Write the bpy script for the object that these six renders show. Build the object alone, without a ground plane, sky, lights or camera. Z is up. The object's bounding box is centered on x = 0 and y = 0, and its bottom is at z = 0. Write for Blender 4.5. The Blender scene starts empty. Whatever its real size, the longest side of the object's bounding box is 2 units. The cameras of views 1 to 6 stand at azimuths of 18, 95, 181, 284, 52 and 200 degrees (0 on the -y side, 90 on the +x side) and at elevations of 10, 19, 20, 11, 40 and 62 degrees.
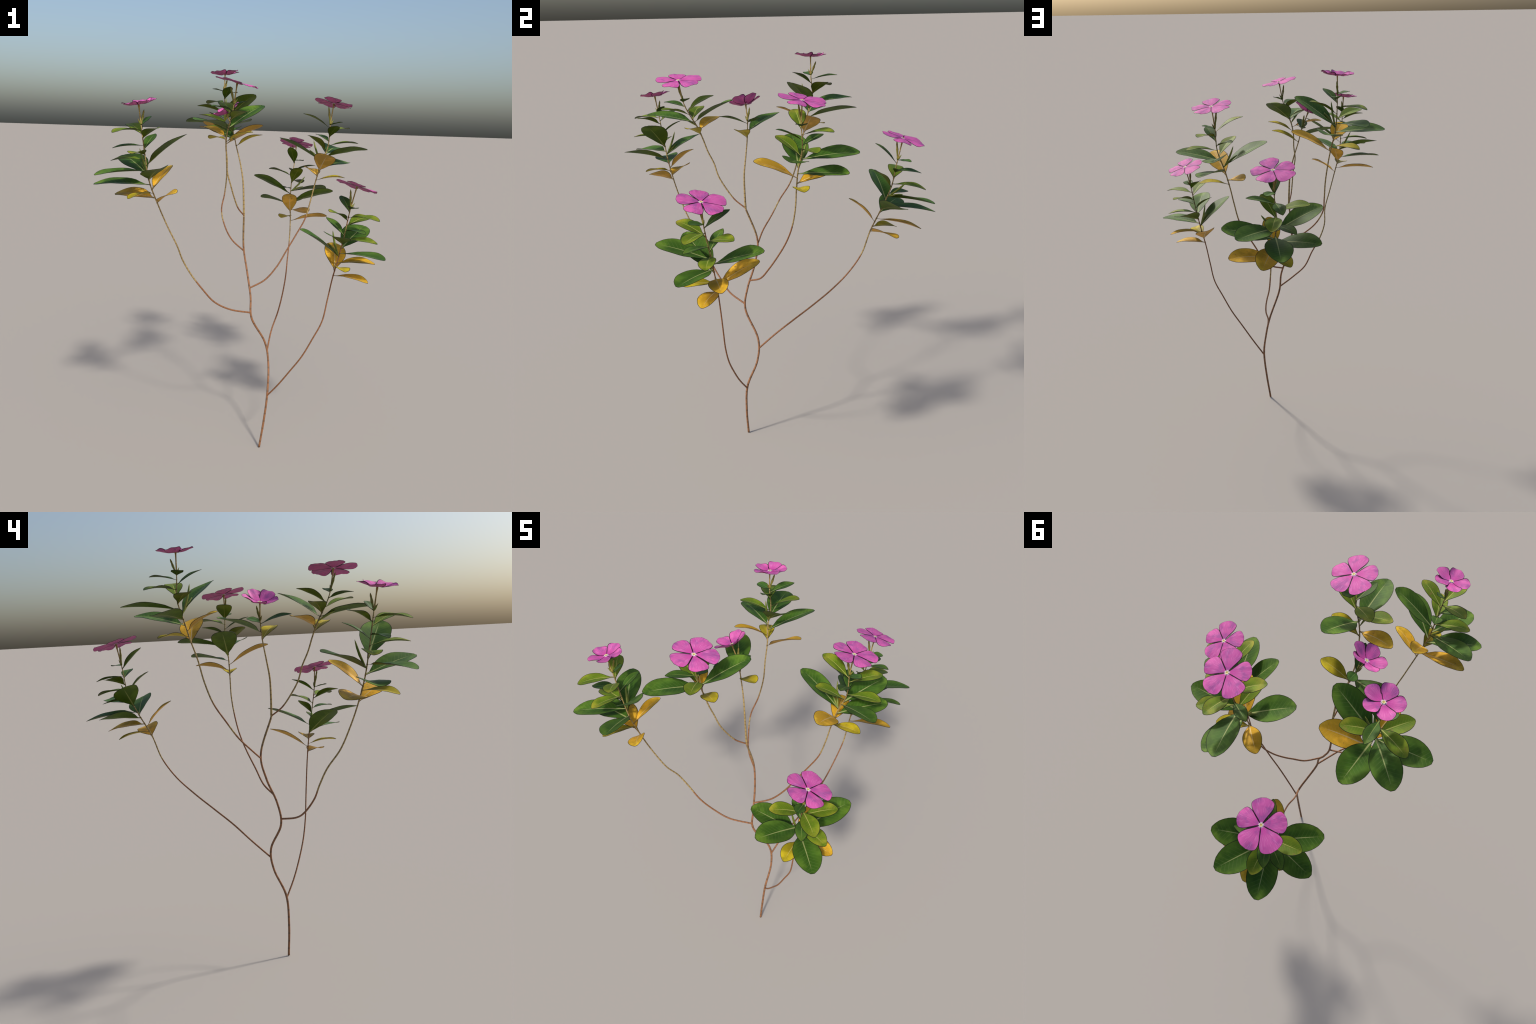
"""A tall, sparse Madagascar periwinkle bush: one thin woody stem, seven long
arching shoots, each ending in a spiral of leaves (old ones yellow and orange)
and one pink five-petalled flower."""
import bpy, bmesh, math, random
from mathutils import Vector, Matrix, noise

random.seed(7)
D = bpy.data

# ---------------------------------------------------------------- measurements
# Spine control points (metres) of the woody stem and of the seven shoots.  A
# shoot starts on the stem (or, for c and d, at the stem's top) and ends in the
# eye of its flower.
SPINE = {
    'trunk': [(0.026, -0.149, 0), (0.048, -0.153, 0.155), (0.06, -0.143, 0.31), (0.044, -0.089, 0.453),
          (0.018, -0.085, 0.573), (-0.037, -0.153, 0.713), (-0.051, -0.141, 0.829), (-0.087, -0.103, 0.952),
          (-0.115, -0.089, 1.08), (-0.099, -0.145, 1.252)],
    'a': [(-0.043, -0.156, 0.744), (-0.122, -0.244, 0.773), (-0.191, -0.299, 0.818), (-0.236, -0.352, 0.891),
          (-0.284, -0.386, 0.968), (-0.314, -0.426, 1.047), (-0.319, -0.485, 1.129), (-0.349, -0.531, 1.227),
          (-0.379, -0.57, 1.33), (-0.408, -0.602, 1.438), (-0.419, -0.622, 1.552), (-0.427, -0.639, 1.667),
          (-0.433, -0.658, 1.783)],
    'b': [(-0.113, -0.087, 1.056), (-0.19, -0.065, 1.107), (-0.249, -0.022, 1.174), (-0.285, 0.021, 1.253),
          (-0.289, 0.074, 1.337), (-0.292, 0.108, 1.432), (-0.303, 0.127, 1.528), (-0.317, 0.151, 1.617),
          (-0.336, 0.169, 1.704), (-0.342, 0.19, 1.79), (-0.344, 0.183, 1.883), (-0.342, 0.181, 1.982)],
    'c': [(-0.099, -0.144, 1.252), (-0.112, -0.2, 1.294), (-0.119, -0.244, 1.351), (-0.125, -0.281, 1.413),
          (-0.136, -0.303, 1.477), (-0.129, -0.331, 1.54), (-0.128, -0.353, 1.604), (-0.116, -0.376, 1.665),
          (-0.092, -0.402, 1.72), (-0.07, -0.425, 1.777), (-0.057, -0.436, 1.836), (-0.046, -0.444, 1.896)],
    'd': [(-0.099, -0.144, 1.252), (-0.102, -0.147, 1.34), (-0.108, -0.147, 1.428), (-0.127, -0.139, 1.513),
          (-0.153, -0.132, 1.597), (-0.177, -0.131, 1.683), (-0.208, -0.141, 1.762)],
    'e': [(-0.061, -0.129, 0.869), (0.002, -0.066, 0.907), (0.052, -0.018, 0.976), (0.087, 0.03, 1.055),
          (0.125, 0.073, 1.138), (0.164, 0.104, 1.225), (0.185, 0.122, 1.32), (0.205, 0.129, 1.419),
          (0.23, 0.138, 1.517), (0.259, 0.158, 1.616), (0.266, 0.155, 1.724), (0.279, 0.158, 1.835)],
    'f': [(0.031, -0.079, 0.523), (0.024, 0.013, 0.608), (0.031, 0.107, 0.692), (0.027, 0.204, 0.773),
          (0.016, 0.298, 0.855), (0, 0.382, 0.943), (-0.01, 0.447, 1.043), (-0.019, 0.486, 1.158),
          (-0.038, 0.538, 1.266), (-0.048, 0.584, 1.375), (-0.04, 0.605, 1.494), (-0.037, 0.629, 1.616)],
    'g': [(0.06, -0.145, 0.297), (0.128, -0.174, 0.381), (0.192, -0.195, 0.47), (0.254, -0.209, 0.56),
          (0.305, -0.215, 0.658), (0.351, -0.214, 0.758), (0.373, -0.218, 0.869), (0.394, -0.224, 0.982),
          (0.422, -0.233, 1.096), (0.447, -0.247, 1.21), (0.469, -0.261, 1.326), (0.496, -0.263, 1.441)],
}

# Leaves from the top of each shoot down: kind, height at which it leaves the
# shoot, compass direction and rise of its tip in degrees, size.
LEAVES = {
    'a': [('small', 1.688, 46, 40, 0.93), ('Y', 1.67, -113, -4, 1.02), ('Y', 1.647, 144, 18, 0.92),
          ('Y', 1.63, -38, 17, 0.96), ('A', 1.605, -147, -6, 1.01), ('A', 1.585, 89, 32, 0.94),
          ('Y', 1.557, -83, 3, 0.99), ('Y', 1.535, -170, -3, 1.03), ('big', 1.513, -10, 34, 1.01),
          ('big', 1.488, -129, -4, 0.97), ('big', 1.473, 144, 17, 1.02), ('big', 1.445, -52, 15, 0.98),
          ('big', 1.421, -164, -1, 1.02), ('pod1', 1.468, 148, 58, 1.01), ('pod2', 1.468, 140, 33, 0.98),
          ('osmall', 1.4, 77, 37, 1.00), ('yel', 1.38, -107, -6, 1.01), ('obig', 1.357, 171, 2, 1.01),
          ('osmall', 1.34, -34, 20, 0.98)],
    'b': [('small', 1.89, -156, 10, 1.01), ('A', 1.867, 80, 9, 0.98), ('A', 1.852, -55, 28, 0.94),
          ('Y', 1.827, 146, -1, 1.02), ('Y', 1.794, 26, 25, 1.02), ('Y', 1.771, -145, 13, 0.99),
          ('big', 1.745, 121, 4, 0.97), ('big', 1.732, -23, 32, 1.00), ('big', 1.703, 172, 4, 0.95),
          ('big', 1.678, 77, 12, 1.02), ('pod1', 1.725, -58, 72, 1.01), ('pod2', 1.725, -30, 49, 1.00),
          ('osmall', 1.652, -111, 23, 1.01), ('yel', 1.632, 145, 0, 1.02), ('obig', 1.605, 13, 28, 1.01)],
    'c': [('small', 1.795, 27, 19, 0.92), ('A', 1.77, -118, 7, 0.96), ('Y', 1.748, 128, 23, 1.00),
          ('Y', 1.73, -45, 13, 1.02), ('Y', 1.705, 176, 16, 1.00), ('big', 1.687, 63, 27, 0.99),
          ('big', 1.69, -104, 7, 1.00), ('pod2', 1.668, -115, 24, 1.01), ('osmall', 1.65, 155, 14, 1.02),
          ('yel', 1.627, -14, 18, 0.98)],
    'd': [('small', 1.68, 77, 19, 1.01), ('A', 1.673, -89, 14, 1.04), ('big', 1.635, 146, 15, 0.98),
          ('yel', 1.606, -10, 22, 1.00)],
    'e': [('small', 1.725, 2, 14, 1.00), ('Y', 1.709, -165, 26, 0.99), ('Y', 1.682, 63, 8, 0.98),
          ('A', 1.659, -61, 24, 1.00), ('A', 1.637, 135, 15, 0.96), ('Y', 1.613, 24, 5, 1.01),
          ('Y', 1.589, -122, 30, 1.00), ('big', 1.556, -7, 11, 0.92), ('big', 1.571, 89, 7, 1.02),
          ('big', 1.532, -170, 27, 1.00), ('big', 1.502, 66, 5, 0.97), ('pod1', 1.522, 147, 60, 1.00),
          ('pod2', 1.522, 170, 42, 1.01), ('obig', 1.48, -66, 24, 1.00), ('osmall', 1.456, 122, 11, 0.98),
          ('yel', 1.433, 15, 6, 0.97)],
    'f': [('small', 1.508, 60, -2, 1.04), ('A', 1.491, -90, 43, 1.04), ('A', 1.46, 106, -9, 0.99),
          ('A', 1.447, 9, 15, 0.99), ('Y', 1.42, 171, 13, 1.01), ('Y', 1.39, 84, -9, 1.02),
          ('Y', 1.377, -51, 41, 0.93), ('A', 1.347, 132, -4, 1.01), ('big', 1.326, 50, 2, 1.02),
          ('big', 1.31, -167, 25, 0.96), ('big', 1.279, 97, -8, 1.03), ('big', 1.269, 16, 16, 1.02),
          ('big', 1.25, 153, 5, 0.95), ('pod1', 1.331, 51, 40, 1.01), ('pod2', 1.331, 48, 16, 0.98),
          ('obig', 1.22, 78, -10, 0.99), ('osmall', 1.206, -81, 43, 1.00), ('yel', 1.18, 126, -10, 0.99),
          ('obig', 1.157, 28, 7, 1.00)],
    'g': [('small', 1.335, -63, 10, 1.04), ('A', 1.316, 121, 28, 1.01), ('Y', 1.293, -22, -1, 1.04),
          ('Y', 1.273, -113, 19, 0.99), ('Y', 1.25, 55, 12, 1.01), ('A', 1.224, -40, 1, 1.03),
          ('A', 1.204, 154, 34, 0.98), ('Y', 1.178, 2, -2, 1.02), ('big', 1.165, -91, 16, 1.00),
          ('big', 1.138, 74, 19, 1.02), ('big', 1.11, -27, 1, 1.00), ('big', 1.094, -135, 32, 1.01),
          ('pod1', 1.093, -143, 73, 0.99), ('pod2', 1.093, -130, 44, 1.04), ('osmall', 1.063, 17, 0, 1.02),
          ('yel', 1.043, -63, 4, 1.00), ('obig', 1.02, 104, 28, 1.00), ('osmall', 0.998, -14, -4, 1.01)],
}
# Flowers: pattern, direction the face looks in, spin about it, petal lift.
FLOWERS = {
    'a': ('rippled', (-0.126, -0.145, 0.981), -6, 0.007),
    'b': ('rippled', (-0.064, 0.028, 0.998), 0, 0.007),
    'c': ('flat', (0.229, 0.039, 0.973), -4, 0.0),
    'd': ('rippled', (-0.347, -0.222, 0.911), 3, 0.024),
    'e': ('flat', (0.133, 0.197, 0.971), 0, 0.003),
    'f': ('flat', (0.07, 0.294, 0.953), 7, 0.0),
    'g': ('flat', (0.247, 0.21, 0.946), 0, 0.0),
}
# The five petals of the two patterns: compass direction, length, rise of the
# tip, slant across.
PETALS = {
    'flat': [(-161, 0.101, .002, .035), (130, 0.115, .003, .015), (61, 0.108, .005, .035), (-13, 0.101, .002, .035),
             (-83, 0.106, .007, .010)],
    'rippled': [(-174, 0.081, 0, .14), (113, 0.083, 0, .10), (42, 0.082, 0, .16), (-24, 0.084, 0, .08),
                (-98, 0.081, 0, .12)],
}
# Tip of the large unopened bud beside each flower.
BUD_TIP = {
    'a': (-0.421, -0.629, 1.761), 'b': (-0.339, 0.209, 1.958), 'c': (-0.073, -0.456, 1.877),
    'd': (-0.186, -0.119, 1.750), 'e': (0.256, 0.141, 1.820), 'f': (-0.054, 0.602, 1.602),
    'g': (0.470, -0.280, 1.428),
}
# Leaf kinds: length, outline as (place along the leaf, half width) in lengths,
# arch of the midrib, lift of the margins, name.
OBOVATE = [(0, .016), (.07, .017), (.12, .04), (.2, .105), (.32, .18), (.45, .230), (.56, .246),
           (.68, .242), (.8, .210), (.9, .155), (.965, .092), (1, .022)]
PADDLE = [(0, .02), (.09, .021), (.15, .048), (.25, .118), (.37, .188), (.5, .232), (.62, .247),
          (.74, .234), (.85, .19), (.93, .13), (.98, .066), (1, .014)]
ELLIPTIC = [(0, .022), (.08, .024), (.15, .06), (.28, .135), (.43, .195), (.57, .215), (.7, .2),
            (.82, .155), (.92, .09), (.98, .035), (1, .008)]
ROUND = [(0, .04), (.06, .06), (.15, .17), (.3, .30), (.48, .385), (.64, .395), (.78, .35),
         (.9, .25), (.97, .15), (1, .05)]
KIND = {
    'small': (0.067, ROUND, 0.02, 0.18, 'leaf'),
    'A': (0.139, ELLIPTIC, 0.040, 0.26, 'leaf'),
    'Y': (0.161, PADDLE, 0.055, 0.26, 'leaf'),
    'big': (0.258, OBOVATE, 0.026, 0.25, 'leaf'),
    'osmall': (0.180, OBOVATE, 0.055, 0.26, 'withered_leaf'),
    'obig': (0.226, OBOVATE, 0.040, 0.24, 'withered_leaf'),
    'yel': (0.158, PADDLE, 0.060, 0.28, 'withered_leaf'),
}

# ---------------------------------------------------------------- small helpers
def catmull(pts, steps):
    P = [Vector(p) for p in pts]
    P = [2 * P[0] - P[1]] + P + [2 * P[-1] - P[-2]]
    out = []
    for i in range(1, len(P) - 2):
        a, b, c, d = P[i - 1:i + 3]
        for k in range(steps):
            t = k / steps
            out.append(.5 * ((2 * b) + (c - a) * t + (2 * a - 5 * b + 4 * c - d) * t * t
                             + (3 * b - a - 3 * c + d) * t ** 3))
    out.append(P[-2].copy())
    return out


def table(pts, x):
    """Smooth monotone-ish interpolation of a profile."""
    for (x0, y0), (x1, y1) in zip(pts, pts[1:]):
        if x <= x1:
            t = (x - x0) / (x1 - x0)
            return y0 + (y1 - y0) * t
    return pts[-1][1]


def smooth_table(pts, x, h=.025):
    return (table(pts, max(0, x - h)) + 2 * table(pts, x) + table(pts, min(1, x + h))) / 4


def new_mesh(name, verts, faces, mats, mat_ids=None, smooth=True):
    me = D.meshes.new(name)
    me.from_pydata([tuple(v) for v in verts], [], faces)
    for m in mats:
        me.materials.append(m)
    for i, p in enumerate(me.polygons):
        p.use_smooth = smooth
        if mat_ids:
            p.material_index = mat_ids[i]
    me.update()
    return me


def add(name, me, parent=None):
    ob = D.objects.new(name, me)
    bpy.context.scene.collection.objects.link(ob)
    ob.parent = parent
    return ob


def tube(points, radii, sides=12, cap=True):
    """Swept round tube; returns verts, faces."""
    verts, faces = [], []
    n = len(points)
    run = points[-1] - points[0]
    up = Vector((0, 0, 1)) if abs(run.x) > abs(run.z) else Vector((1, 0, 0))
    for i, p in enumerate(points):
        t = (points[min(i + 1, n - 1)] - points[max(i - 1, 0)]).normalized()
        up = (up - t * up.dot(t)).normalized()
        side = t.cross(up)
        for k in range(sides):
            a = 2 * math.pi * k / sides
            verts.append(p + (up * math.cos(a) + side * math.sin(a)) * radii[i])
    for i in range(n - 1):
        for k in range(sides):
            a, b = i * sides + k, i * sides + (k + 1) % sides
            faces.append((a, b, b + sides, a + sides))
    if cap:
        faces.append(tuple(range(sides - 1, -1, -1)))
        faces.append(tuple(range((n - 1) * sides, n * sides)))
    return verts, faces


# ---------------------------------------------------------------- materials
class Nodes:
    def __init__(self, name):
        self.mat = D.materials.new(name)
        self.mat.use_nodes = True
        self.t = self.mat.node_tree
        self.bsdf = self.t.nodes['Principled BSDF']
        self.xyz = None

    def node(self, kind, **kw):
        n = self.t.nodes.new(kind)
        for k, v in kw.items():
            setattr(n, k, v)
        return n

    def put(self, sock, val):
        if isinstance(val, bpy.types.NodeSocket):
            self.t.links.new(val, sock)
        else:
            sock.default_value = val

    def math(self, op, a, b=0.0, c=0.0, clamp=False):
        n = self.node('ShaderNodeMath', operation=op, use_clamp=clamp)
        for s, v in zip(n.inputs, (a, b, c)):
            self.put(s, v)
        return n.outputs[0]

    def coord(self):
        if not self.xyz:
            tc = self.node('ShaderNodeTexCoord')
            sp = self.node('ShaderNodeSeparateXYZ')
            self.t.links.new(tc.outputs['Object'], sp.inputs[0])
            self.vec = tc.outputs['Object']
            self.xyz = sp.outputs
        return self.xyz

    def noise(self, scale, stretch=(1, 1, 1), detail=4, rough=.55, random_offset=True):
        self.coord()
        mp = self.node('ShaderNodeMapping')
        self.put(mp.inputs['Vector'], self.vec)
        mp.inputs['Scale'].default_value = stretch
        if random_offset:
            info = self.node('ShaderNodeObjectInfo')
            co = self.node('ShaderNodeCombineXYZ')
            for s in co.inputs:
                self.put(s, self.math('MULTIPLY', info.outputs['Random'], 7.3))
            self.put(mp.inputs['Location'], co.outputs[0])
        n = self.node('ShaderNodeTexNoise')
        self.put(n.inputs['Vector'], mp.outputs[0])
        n.inputs['Scale'].default_value = scale
        n.inputs['Detail'].default_value = detail
        n.inputs['Roughness'].default_value = rough
        return n.outputs['Fac']

    def ramp(self, fac, lo, hi):
        """0 below lo, 1 above hi"""
        n = self.node('ShaderNodeMapRange', interpolation_type='SMOOTHSTEP')
        self.put(n.inputs['Value'], fac)
        n.inputs['From Min'].default_value = lo
        n.inputs['From Max'].default_value = hi
        return n.outputs['Result']

    def mix(self, fac, a, b, blend='MIX'):
        n = self.node('ShaderNodeMix', data_type='RGBA', blend_type=blend)
        self.put(n.inputs['Factor'], fac)
        for s, v in ((n.inputs[6], a), (n.inputs[7], b)):
            self.put(s, (*v, 1) if isinstance(v, tuple) else v)
        return n.outputs[2]

    def finish(self, color, rough=.5, spec=.5, bump=None, bump_dist=.001, strength=.5):
        self.put(self.bsdf.inputs['Base Color'], (*color, 1) if isinstance(color, tuple) else color)
        self.put(self.bsdf.inputs['Roughness'], rough)
        self.bsdf.inputs['Specular IOR Level'].default_value = spec
        if bump is not None:
            b = self.node('ShaderNodeBump')
            b.inputs['Distance'].default_value = bump_dist
            b.inputs['Strength'].default_value = strength
            self.put(b.inputs['Height'], bump)
            self.put(self.bsdf.inputs['Normal'], b.outputs[0])
        return self.mat


def leaf_material(name, length, core, margin, tip, rib, spots=None, rough=.55, spec=.15):
    """Leaf skin: pale midrib tapering to the tip, faint side veins, mottled
    blade, lighter margin and end, optional dark blotches."""
    m = Nodes(name)
    x, y, z = m.coord()
    u = m.math('DIVIDE', x, length)
    v = m.math('DIVIDE', m.math('ABSOLUTE', y), length)
    big = m.noise(14, detail=3)
    fine = m.noise(60, (1, 2.2, 1), detail=5)
    col = m.mix(m.ramp(v, .06, .23), core, margin)
    col = m.mix(m.math('MULTIPLY', m.ramp(u, .6, 1.0), m.ramp(big, .35, .65)), col, tip)
    dark = m.mix(1.0, col, (.62, .66, .6), 'MULTIPLY')
    col = m.mix(m.ramp(big, .42, .68), dark, col)
    col = m.mix(m.math('MULTIPLY', m.ramp(fine, .5, .75), .25), col, margin)
    # side veins: slanted stripes leaving the midrib
    slant = m.math('SUBTRACT', u, m.math('MULTIPLY', v, .75))
    wave = m.math('SINE', m.math('MULTIPLY', slant, 88))
    vein = m.math('MULTIPLY', m.ramp(wave, .72, 1.0), m.ramp(v, .24, .02))
    col = m.mix(m.math('MULTIPLY', vein, .09), col, rib)
    if spots:
        s = m.noise(75, detail=2)
        s2 = m.noise(22, detail=2)
        k = m.math('MULTIPLY', m.ramp(s, .60, .70), m.ramp(s2, .44, .58))
        col = m.mix(m.math('MULTIPLY', k, .75), col, spots)
    half = m.math('MULTIPLY_ADD', u, -.0135, .0150)
    inside = m.math('SUBTRACT', half, v)
    ribmask = m.math('MULTIPLY', m.ramp(inside, -.003, .003), m.ramp(u, .97, .70))
    col = m.mix(m.math('MULTIPLY', ribmask, .85), col, rib)
    stalk = m.ramp(u, .10, .04)
    col = m.mix(m.math('MULTIPLY', stalk, .8), col, rib)
    height = m.math('ADD', m.math('MULTIPLY', vein, -.3), m.math('MULTIPLY', fine, .35))
    return m.finish(col, rough, spec, height, .0012, .35)


def plain(name, color, rough=.6, spec=.3, vary=None):
    m = Nodes(name)
    col = color
    if vary:
        col = m.mix(m.ramp(m.noise(vary[0], vary[1]), .4, .62), color, vary[2])
    return m.finish(col, rough, spec)


def petal_material():
    m = Nodes('petal_skin')
    x, y, z = m.coord()
    r = m.math('SQRT', m.math('ADD', m.math('MULTIPLY', x, x), m.math('MULTIPLY', y, y)))
    ang = m.math('ARCTAN2', y, x)
    cv = m.node('ShaderNodeCombineXYZ')
    m.put(cv.inputs[0], m.math('MULTIPLY', ang, 9.0))
    m.put(cv.inputs[1], m.math('MULTIPLY', r, 9.0))
    st = m.node('ShaderNodeTexNoise')
    m.put(st.inputs['Vector'], cv.outputs[0])
    st.inputs['Scale'].default_value = 3.2
    st.inputs['Detail'].default_value = 5
    streak = st.outputs['Fac']
    blot = m.noise(26, detail=2)
    deep, pink, lilac = (.52, .052, .30), (.56, .105, .345), (.27, .080, .27)
    col = m.mix(m.ramp(r, .012, .055), deep, pink)
    col = m.mix(m.math('MULTIPLY', m.ramp(blot, .46, .70), .7), col, lilac)
    col = m.mix(m.math('MULTIPLY', m.ramp(streak, .52, .66), .5), col, (.72, .22, .52))
    col = m.mix(m.math('MULTIPLY', m.ramp(streak, .47, .36), .5), col, deep)
    col = m.mix(m.math('MULTIPLY', m.ramp(r, .0140, .0070), .9), col, (.80, .72, .82))
    return m.finish(col, .6, .16, streak, .0012, .5)


def eye_material():
    m = Nodes('flower_eye_skin')
    x, y, z = m.coord()
    r = m.math('SQRT', m.math('ADD', m.math('MULTIPLY', x, x), m.math('MULTIPLY', y, y)))
    col = m.mix(m.ramp(r, .0055, .0072), (.62, .52, .17), (.80, .74, .72))
    col = m.mix(m.ramp(r, .0022, .0010), col, (.16, .12, .03))
    return m.finish(col, .6, .3)


def bark_material(name, offset, red, olive, dark, ring_every, red_end):
    """Thin bark: lengths of red-brown and olive tan, ringed at intervals."""
    m = Nodes(name)
    m.coord()
    ln = m.node('ShaderNodeVectorMath', operation='LENGTH')
    m.put(ln.inputs[0], m.vec)
    run = ln.outputs['Value']
    s = m.math('ADD', run, offset)
    cell = m.math('FLOOR', m.math('DIVIDE', s, ring_every * 3))
    wn = m.node('ShaderNodeTexWhiteNoise', noise_dimensions='1D')
    m.put(wn.inputs['W'], cell)
    slow = m.node('ShaderNodeTexNoise', noise_dimensions='1D')
    m.put(slow.inputs['W'], s)
    slow.inputs['Scale'].default_value = 3.0
    pick = m.math('ADD', run, m.math('MULTIPLY', m.math('SUBTRACT', wn.outputs['Value'], .5), .14))
    pick = m.math('ADD', pick, m.math('MULTIPLY', m.math('SUBTRACT', slow.outputs['Fac'], .5), .5))
    col = m.mix(m.ramp(pick, red_end - .015, red_end + .015), red, olive)
    grain = m.noise(45, (3, 3, .5), detail=4)
    col = m.mix(m.math('MULTIPLY', m.ramp(grain, .45, .7), .5), col, dark)
    ph = m.math('FRACT', m.math('ADD', m.math('DIVIDE', s, ring_every), m.math('MULTIPLY', slow.outputs['Fac'], 1.5)))
    ring = m.math('MULTIPLY', m.ramp(ph, .70, .80), m.ramp(ph, 1.0, .93))
    col = m.mix(m.math('MULTIPLY', ring, .6), col, dark)
    return m.finish(col, .62, .35, m.math('ADD', ring, grain), .0006, .4)


RIM_GREEN = plain('leaf_margin', (.010, .013, .008), .7, .15)
RIM_BROWN = plain('withered_margin', (.028, .018, .008), .7, .15)
RIM_PINK = plain('petal_margin', (.022, .007, .018), .7, .15)
SKIN = {
    'small': leaf_material('young_leaf_skin', .067, (.048, .135, .024), (.075, .170, .028), (.09, .19, .030), (.20, .27, .08)),
    'A': leaf_material('middle_leaf_skin', .139, (.052, .126, .018), (.084, .165, .022), (.115, .19, .022), (.23, .29, .075)),
    'Y': leaf_material('pale_leaf_skin', .161, (.145, .235, .014), (.200, .275, .018), (.31, .29, .024), (.42, .42, .11), (.20, .12, .04)),
    'big': leaf_material('large_leaf_skin', .258, (.056, .138, .014), (.094, .185, .020), (.12, .21, .020), (.34, .38, .14)),
    'osmall': leaf_material('orange_leaf_skin', .180, (.90, .47, .030), (.94, .52, .034), (.82, .54, .04), (.72, .54, .24), (.20, .11, .03), .6),
    'obig': leaf_material('amber_leaf_skin', .226, (.86, .45, .032), (.92, .50, .038), (.80, .52, .05), (.68, .50, .24), (.19, .10, .03), .6),
    'yel': leaf_material('yellow_leaf_skin', .158, (.50, .38, .018), (.56, .44, .018), (.60, .47, .02), (.60, .50, .15), (.30, .20, .04), .6),
}
# lower faces: a duller, more olive version of each skin colour, with a fainter midrib
BACK = {
    'small': leaf_material('young_leaf_back', .067, (.055, .100, .016), (.065, .110, .016), (.07, .115, .016), (.16, .19, .06)),
    'A': leaf_material('middle_leaf_back', .139, (.066, .120, .005), (.080, .135, .006), (.095, .14, .006), (.15, .17, .04)),
    'Y': leaf_material('pale_leaf_back', .161, (.120, .165, .010), (.140, .180, .011), (.17, .18, .013), (.24, .23, .06)),
    'big': leaf_material('large_leaf_back', .258, (.062, .120, .006), (.075, .135, .007), (.085, .14, .007), (.20, .23, .07)),
    'osmall': leaf_material('orange_leaf_back', .180, (.62, .34, .045), (.66, .37, .045), (.62, .38, .045), (.50, .40, .22), (.16, .085, .03), .6),
    'obig': leaf_material('amber_leaf_back', .226, (.60, .33, .05), (.64, .36, .05), (.60, .37, .05), (.48, .38, .22), (.15, .08, .03), .6),
    'yel': leaf_material('yellow_leaf_back', .158, (.48, .36, .020), (.52, .39, .020), (.54, .42, .02), (.50, .42, .14), (.30, .20, .04), .6),
}
RIM = {k: (RIM_BROWN if KIND[k][4] == 'withered_leaf' else RIM_GREEN) for k in KIND}
PETAL = petal_material()
EYE = eye_material()
STALK = plain('flower_stalk_skin', (.33, .24, .075), .6, .35, (70, (3, 3, .6), (.20, .12, .03)))
BUD = plain('bud_skin', (.15, .18, .025), .55, .35, (40, (1, 1, 1), (.17, .10, .02)))
POD = plain('seed_pod_skin', (.115, .165, .018), .55, .4, (30, (1, 1, .4), (.19, .20, .03)))


# ---------------------------------------------------------------- leaf and petal blades
def blade(name, rows, width_at, height_at, thick, rim, mats, cols=10, margin=.0):
    """Solid blade along +X.  rows = list of x; width_at(x) -> (centre y, half
    width); height_at(x, y) -> z.  Top, underside and a dark outer margin."""
    verts, faces, ids = [], [], []

    def strip(sheet_z, flip):
        idx = []
        for x in rows:
            c, w = width_at(x)
            inner = max(w - (rim(x) if callable(rim) else rim), w * .45)
            vs = [-w] + [-inner + 2 * inner * k / cols for k in range(cols + 1)] + [w]
            line = []
            for y in vs:
                line.append(len(verts))
                verts.append(Vector((x, c + y, height_at(x, y) + sheet_z)))
            idx.append(line)
        for i in range(len(rows) - 1):
            for j in range(cols + 2):
                q = (idx[i][j], idx[i + 1][j], idx[i + 1][j + 1], idx[i][j + 1])
                faces.append(q[::-1] if flip else q)
                edge = j in (0, cols + 1) or i >= len(rows) - 2
                ids.append(1 if edge else (len(mats) - 1 if flip and len(mats) > 2 else 0))
        return idx

    top = strip(thick / 2, False)
    bot = strip(-thick / 2, True)
    # outer wall, with its own vertices so that the shading stays crisp
    ring_t = [l[0] for l in top] + top[-1][1:-1] + [l[-1] for l in reversed(top)] + top[0][-2:0:-1]
    ring_b = [l[0] for l in bot] + bot[-1][1:-1] + [l[-1] for l in reversed(bot)] + bot[0][-2:0:-1]
    base = len(verts)
    n = len(ring_t)
    verts += [verts[i].copy() for i in ring_t] + [verts[i].copy() for i in ring_b]
    for k in range(n):
        a, b = base + k, base + (k + 1) % n
        faces.append((a, a + n, b + n, b))
        ids.append(1)
    return new_mesh(name, verts, faces, mats, ids)


def leaf_mesh(kind):
    L, outline, arch, cup, nm = KIND[kind]
    n = 13
    rows = [L * (1 - (1 - i / n) ** 1.25) for i in range(n)] + [L * .9925, L]

    def width_at(x):
        return 0.0, L * smooth_table(outline, x / L)

    def height_at(x, y):
        u = x / L
        w = L * smooth_table(outline, u) + 1e-6
        z = arch * L * math.sin(math.pi * u ** 1.15)
        z += cup * (math.sqrt(y * y + (.010 * L) ** 2) - .010 * L) * min(1, u * 4) * (1 - .5 * u * u)
        z += .010 * L * math.sin(9 * u + (1.3 if y > 0 else 0)) * (y / (.25 * L)) ** 2
        return z

    return blade(nm, rows, width_at, height_at, .0014, .0021, [SKIN[kind], RIM[kind], BACK[kind]])


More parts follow.
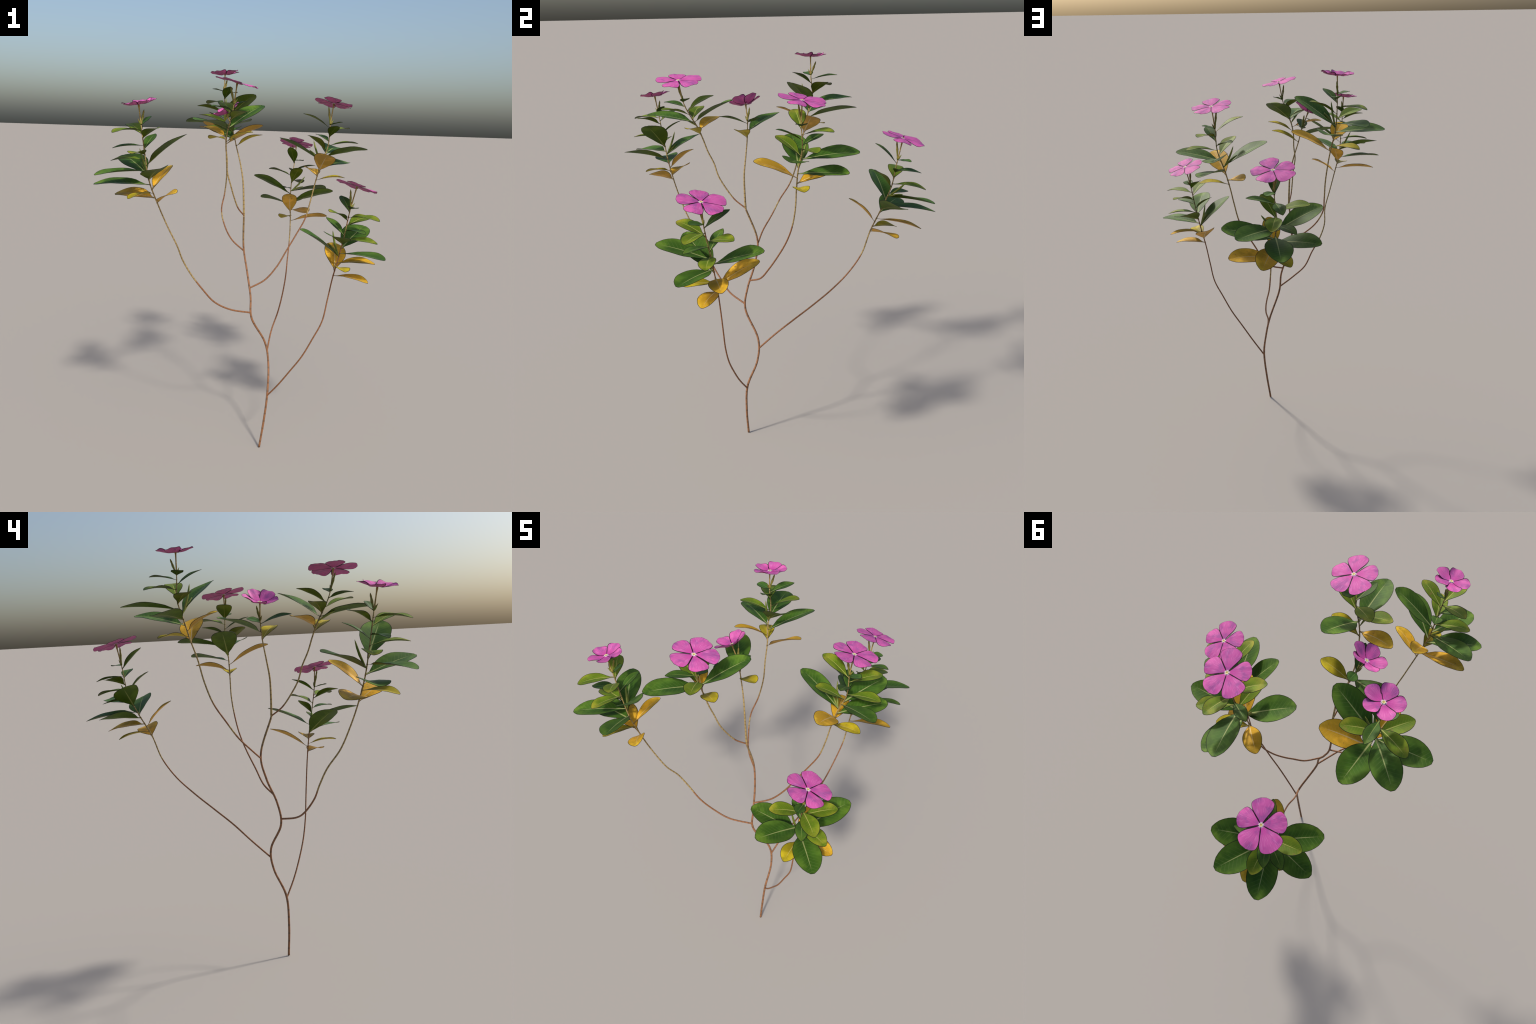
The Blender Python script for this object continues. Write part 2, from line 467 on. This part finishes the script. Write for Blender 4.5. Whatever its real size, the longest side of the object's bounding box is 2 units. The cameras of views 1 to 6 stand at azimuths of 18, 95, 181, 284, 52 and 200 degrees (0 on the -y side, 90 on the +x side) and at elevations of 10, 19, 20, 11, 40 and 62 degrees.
FLAT_PETAL = [(0, .045), (.07, .055), (.2, .140), (.3, .228), (.4, .295), (.5, .357), (.6, .400), (.7, .424),
              (.78, .432), (.85, .395), (.92, .31), (.97, .195), (1, .09)]
FOLDED_PETAL = [(0, .05), (.08, .065), (.18, .15), (.32, .29), (.46, .385), (.6, .43), (.72, .42),
                (.83, .36), (.92, .255), (.97, .15), (1, .04)]


def petal_mesh(pattern, R, lift, slant, seed):
    rnd = random.Random(seed)
    prof = FLAT_PETAL if pattern == 'flat' else FOLDED_PETAL
    skew = rnd.uniform(-.03, .05)
    a, b, ph = rnd.uniform(.6, 1.2), rnd.uniform(.5, 1.0), rnd.uniform(0, 6)
    n = 22
    r0 = .0045
    rows = [r0 + (R - r0) * (1 - (1 - i / n) ** 1.3) for i in range(n)] + [R * .991, R]

    def width_at(r):
        u = r / R
        return skew * R * u * u, R * smooth_table(prof, u)

    def height_at(r, y):
        u = r / R
        v = y / (R * .40)
        z = lift * u ** 1.1
        if pattern == 'flat':
            z += slant * y * u
            # one or two soft creases run the length of the petal, margins fall away
            z += .0022 * a * math.cos(3.4 * v + ph) * u * u - .0042 * v * v * u
            z -= .0035 * max(0, u - .72) * 3.5 * b
            z += .0005 * math.sin(12 * v + ph) * u ** 3
        else:
            z += slant * y * u
            z += .013 * v * v * u * a - .003 * math.sin(5 * u)
            z += .0030 * math.sin(4 * v + ph) * u
            z += .004 * max(0, u - .7) * 3 * (b - .7)
        return z

    return blade('petal', rows, width_at, height_at, .0012, lambda r: .0018 + .0034 * max(0, 1 - abs(r / R - .34) / .30), [PETAL, RIM_PINK], cols=10)


# ---------------------------------------------------------------- assembly
plant = D.objects.new('periwinkle_plant', None)
bpy.context.scene.collection.objects.link(plant)
plant['label'] = 'tall sparse flowering periwinkle with pink blooms and yellowing lower leaves'
plant['category'] = 'flowering plant'

# woody stem
pts = catmull(SPINE['trunk'], 10)
pts[0].z = 0.0
n = len(pts)
rad = [.0058 - .0012 * (i / (n - 1)) + .0004 * noise.noise(p * 9) for i, p in enumerate(pts)]
verts, faces = tube(pts, rad, 14)
org = pts[0].copy()
stem = add('stem', new_mesh('stem', [v - org for v in verts], faces,
           [bark_material('stem_bark', 0, (.245, .110, .048), (.27, .175, .072), (.09, .053, .030), .040, 1.08)]), plant)
stem.location = org
for v in stem.data.vertices:                       # the foot stands level on the ground
    if v.co.z < .004:
        v.co.z = 0.0

RED = {'a': .3, 'b': .30, 'c': .05, 'd': -.3, 'e': .45, 'f': .5, 'g': .85}    # red-brown part of each shoot
WOOD = {'a': .0046, 'b': .0040, 'c': .0036, 'd': .0053, 'e': .0044, 'f': .0044, 'g': .0042}   # radius at the foot

LEAF = {k: leaf_mesh(k) for k in KIND}
PINK = {(p, i): None for p in PETALS for i in range(5)}


def frame(x_dir, up_hint):
    """Rotation with X along x_dir and Z as close to up_hint as possible."""
    x = x_dir.normalized()
    y = up_hint.cross(x).normalized()
    z = x.cross(y)
    return Matrix((x, y, z)).transposed().to_4x4()


def spindle(name, length, radius, profile, mat, bend=0.0, sides=9):
    """Tapered bud or pod along +X."""
    pts = [Vector((length * u, 0, bend * length * math.sin(math.pi * u))) for u, _ in profile]
    v, f = tube(pts, [radius * r for _, r in profile], sides)
    return new_mesh(name, v, f, [mat])


BUD_BIG = spindle('flower_bud', 1.0, .0060, [(0, .45), (.06, .75), (.16, .62), (.3, .62), (.46, .85), (.56, 1.0),
                  (.64, .8), (.72, .66), (.82, .72), (.92, .45), (1, .05)], BUD, .0)
BUD_TINY = spindle('flower_bud', .034, .0042, [(0, .4), (.2, .9), (.45, 1), (.7, .6), (1, .05)], BUD, .04)
POD_LONG = spindle('seed_pod', .135, .0054, [(0, .3), (.08, .4), (.25, .85), (.5, 1), (.75, .85), (.92, .5), (1, .08)], POD, -.04)
POD_SHORT = spindle('seed_pod', .099, .0056, [(0, .3), (.1, .45), (.3, .9), (.55, 1), (.78, .8), (.93, .45), (1, .08)], POD, .03)

for si, key in enumerate('abcdefg'):
    pts = catmull(SPINE[key], 14)
    n = len(pts)
    z_top = LEAVES[key][0][1]                       # node that carries the youngest leaf
    top = max(i for i, p in enumerate(pts) if p.z <= z_top + .004)
    first_leaf = LEAVES[key][-1][1]
    # shoot wood
    r_start = WOOD[key]
    wood = pts[:top + 1]
    rad = []
    node_z = [l[1] for l in LEAVES[key]]
    for i, p in enumerate(wood):
        t = i / top
        r = r_start + (.0034 - r_start) * min(1, t / .62) - .0030 * max(0, t - .62)
        r += .0009 * max([0] + [1 - abs(p.z - z) / .006 for z in node_z])
        rad.append(r)
    v, f = tube(wood, rad, 10)
    org = wood[0].copy()
    bark = bark_material('shoot_bark', si * 1.37, (.240, .100, .040), (.32, .230, .085), (.11, .062, .032), .021, RED[key] * (pts[-1] - pts[0]).length)
    shoot = add('branch', new_mesh('branch', [x - org for x in v], f, [bark]), plant)
    shoot.location = org

    # leaves, pods; a blade lies square to the shoot, a little levelled
    lean = .2 if key == 'c' else .9
    for kind, z, az, el, size in LEAVES[key]:
        i = min(range(n), key=lambda k: abs(pts[k].z - z) + (0 if k > n * .3 else 1))
        axis = (pts[min(i + 8, n - 1)] - pts[max(i - 8, 0)]).normalized()
        a, e = math.radians(az), math.radians(el)
        d = Vector((math.cos(a) * math.cos(e), math.sin(a) * math.cos(e), math.sin(e)))
        if kind.startswith('pod'):
            ob = add('seed_pod', POD_LONG if kind == 'pod1' else POD_SHORT, plant)
        else:
            ob = add(KIND[kind][4], LEAF[kind], plant)
        ob.matrix_world = Matrix.Translation(pts[i]) @ frame(d, axis * lean + Vector((0, 0, 1 - lean))) @ Matrix.Scale(size, 4)

    # flower: stalk and throat are one mesh, petals are its children
    pattern, face, spin, lift = FLOWERS[key]
    face = Vector(face).normalized()
    eye = pts[-1]
    x_ax = (Vector((1, 0, 0)) - face * face.x).normalized()
    rot = Matrix((x_ax, face.cross(x_ax), face)).transposed().to_4x4()
    M = Matrix.Translation(eye) @ rot
    inv = M.inverted()
    stalk = pts[top:]
    stalk = catmull(stalk[::4] + ([stalk[-1]] if (len(stalk) - 1) % 4 else []), 4)
    m = len(stalk)
    prof = [(0, .0026), (.05, .0036), (.3, .0031), (.55, .0028), (.74, .0034), (.87, .0050), (.94, .0048), (1, .0030)]
    v, f = tube(stalk, [table(prof, i / (m - 1)) for i in range(m)], 10)
    ids = [0] * len(f)
    base = len(v)
    v = [inv @ x for x in v]
    rings = [(.0001, .0012), (.0022, .0014), (.0045, .0020), (.0062, .0026), (.0076, .0024)]
    for r, h in rings:
        for k in range(20):
            t = 2 * math.pi * k / 20
            v.append(Vector((r * math.cos(t), r * math.sin(t), h)))
    for i in range(len(rings) - 1):
        for k in range(20):
            a, b = base + i * 20 + k, base + i * 20 + (k + 1) % 20
            f.append((a, a + 20, b + 20, b))
            ids.append(1)
    flower = add('flower', new_mesh('flower', v, f, [STALK, EYE], ids), plant)
    flower.matrix_world = M
    for i, (az, R, rise, slant) in enumerate(PETALS[pattern]):
        me = PINK.get((pattern, i, lift))
        if me is None:
            me = PINK[(pattern, i, lift)] = petal_mesh(pattern, R, lift + rise, slant, i * 11 + (3 if pattern == 'flat' else 50))
        pe = add('petal', me, flower)
        pe.matrix_parent_inverse = Matrix.Identity(4)
        pe.rotation_euler = (0, 0, math.radians(az + spin))
        pe.location = (0, 0, .0004 * (i % 2))

    # buds beside the flower stalk
    tip = Vector(BUD_TIP[key])
    root = stalk[0]
    d = tip - root
    ob = add('flower_bud', BUD_BIG, plant)
    axis = (stalk[-1] - stalk[0]).normalized()
    ob.matrix_world = Matrix.Translation(root) @ frame(d, axis) @ Matrix.Scale(d.length, 4, (1, 0, 0))
    away = (axis * 1.0 - (d.normalized() - axis * d.normalized().dot(axis)).normalized() * .45)
    ob = add('flower_bud', BUD_TINY, plant)
    ob.matrix_world = Matrix.Translation(root) @ frame(away, axis.cross(d))

bpy.context.view_layer.update()
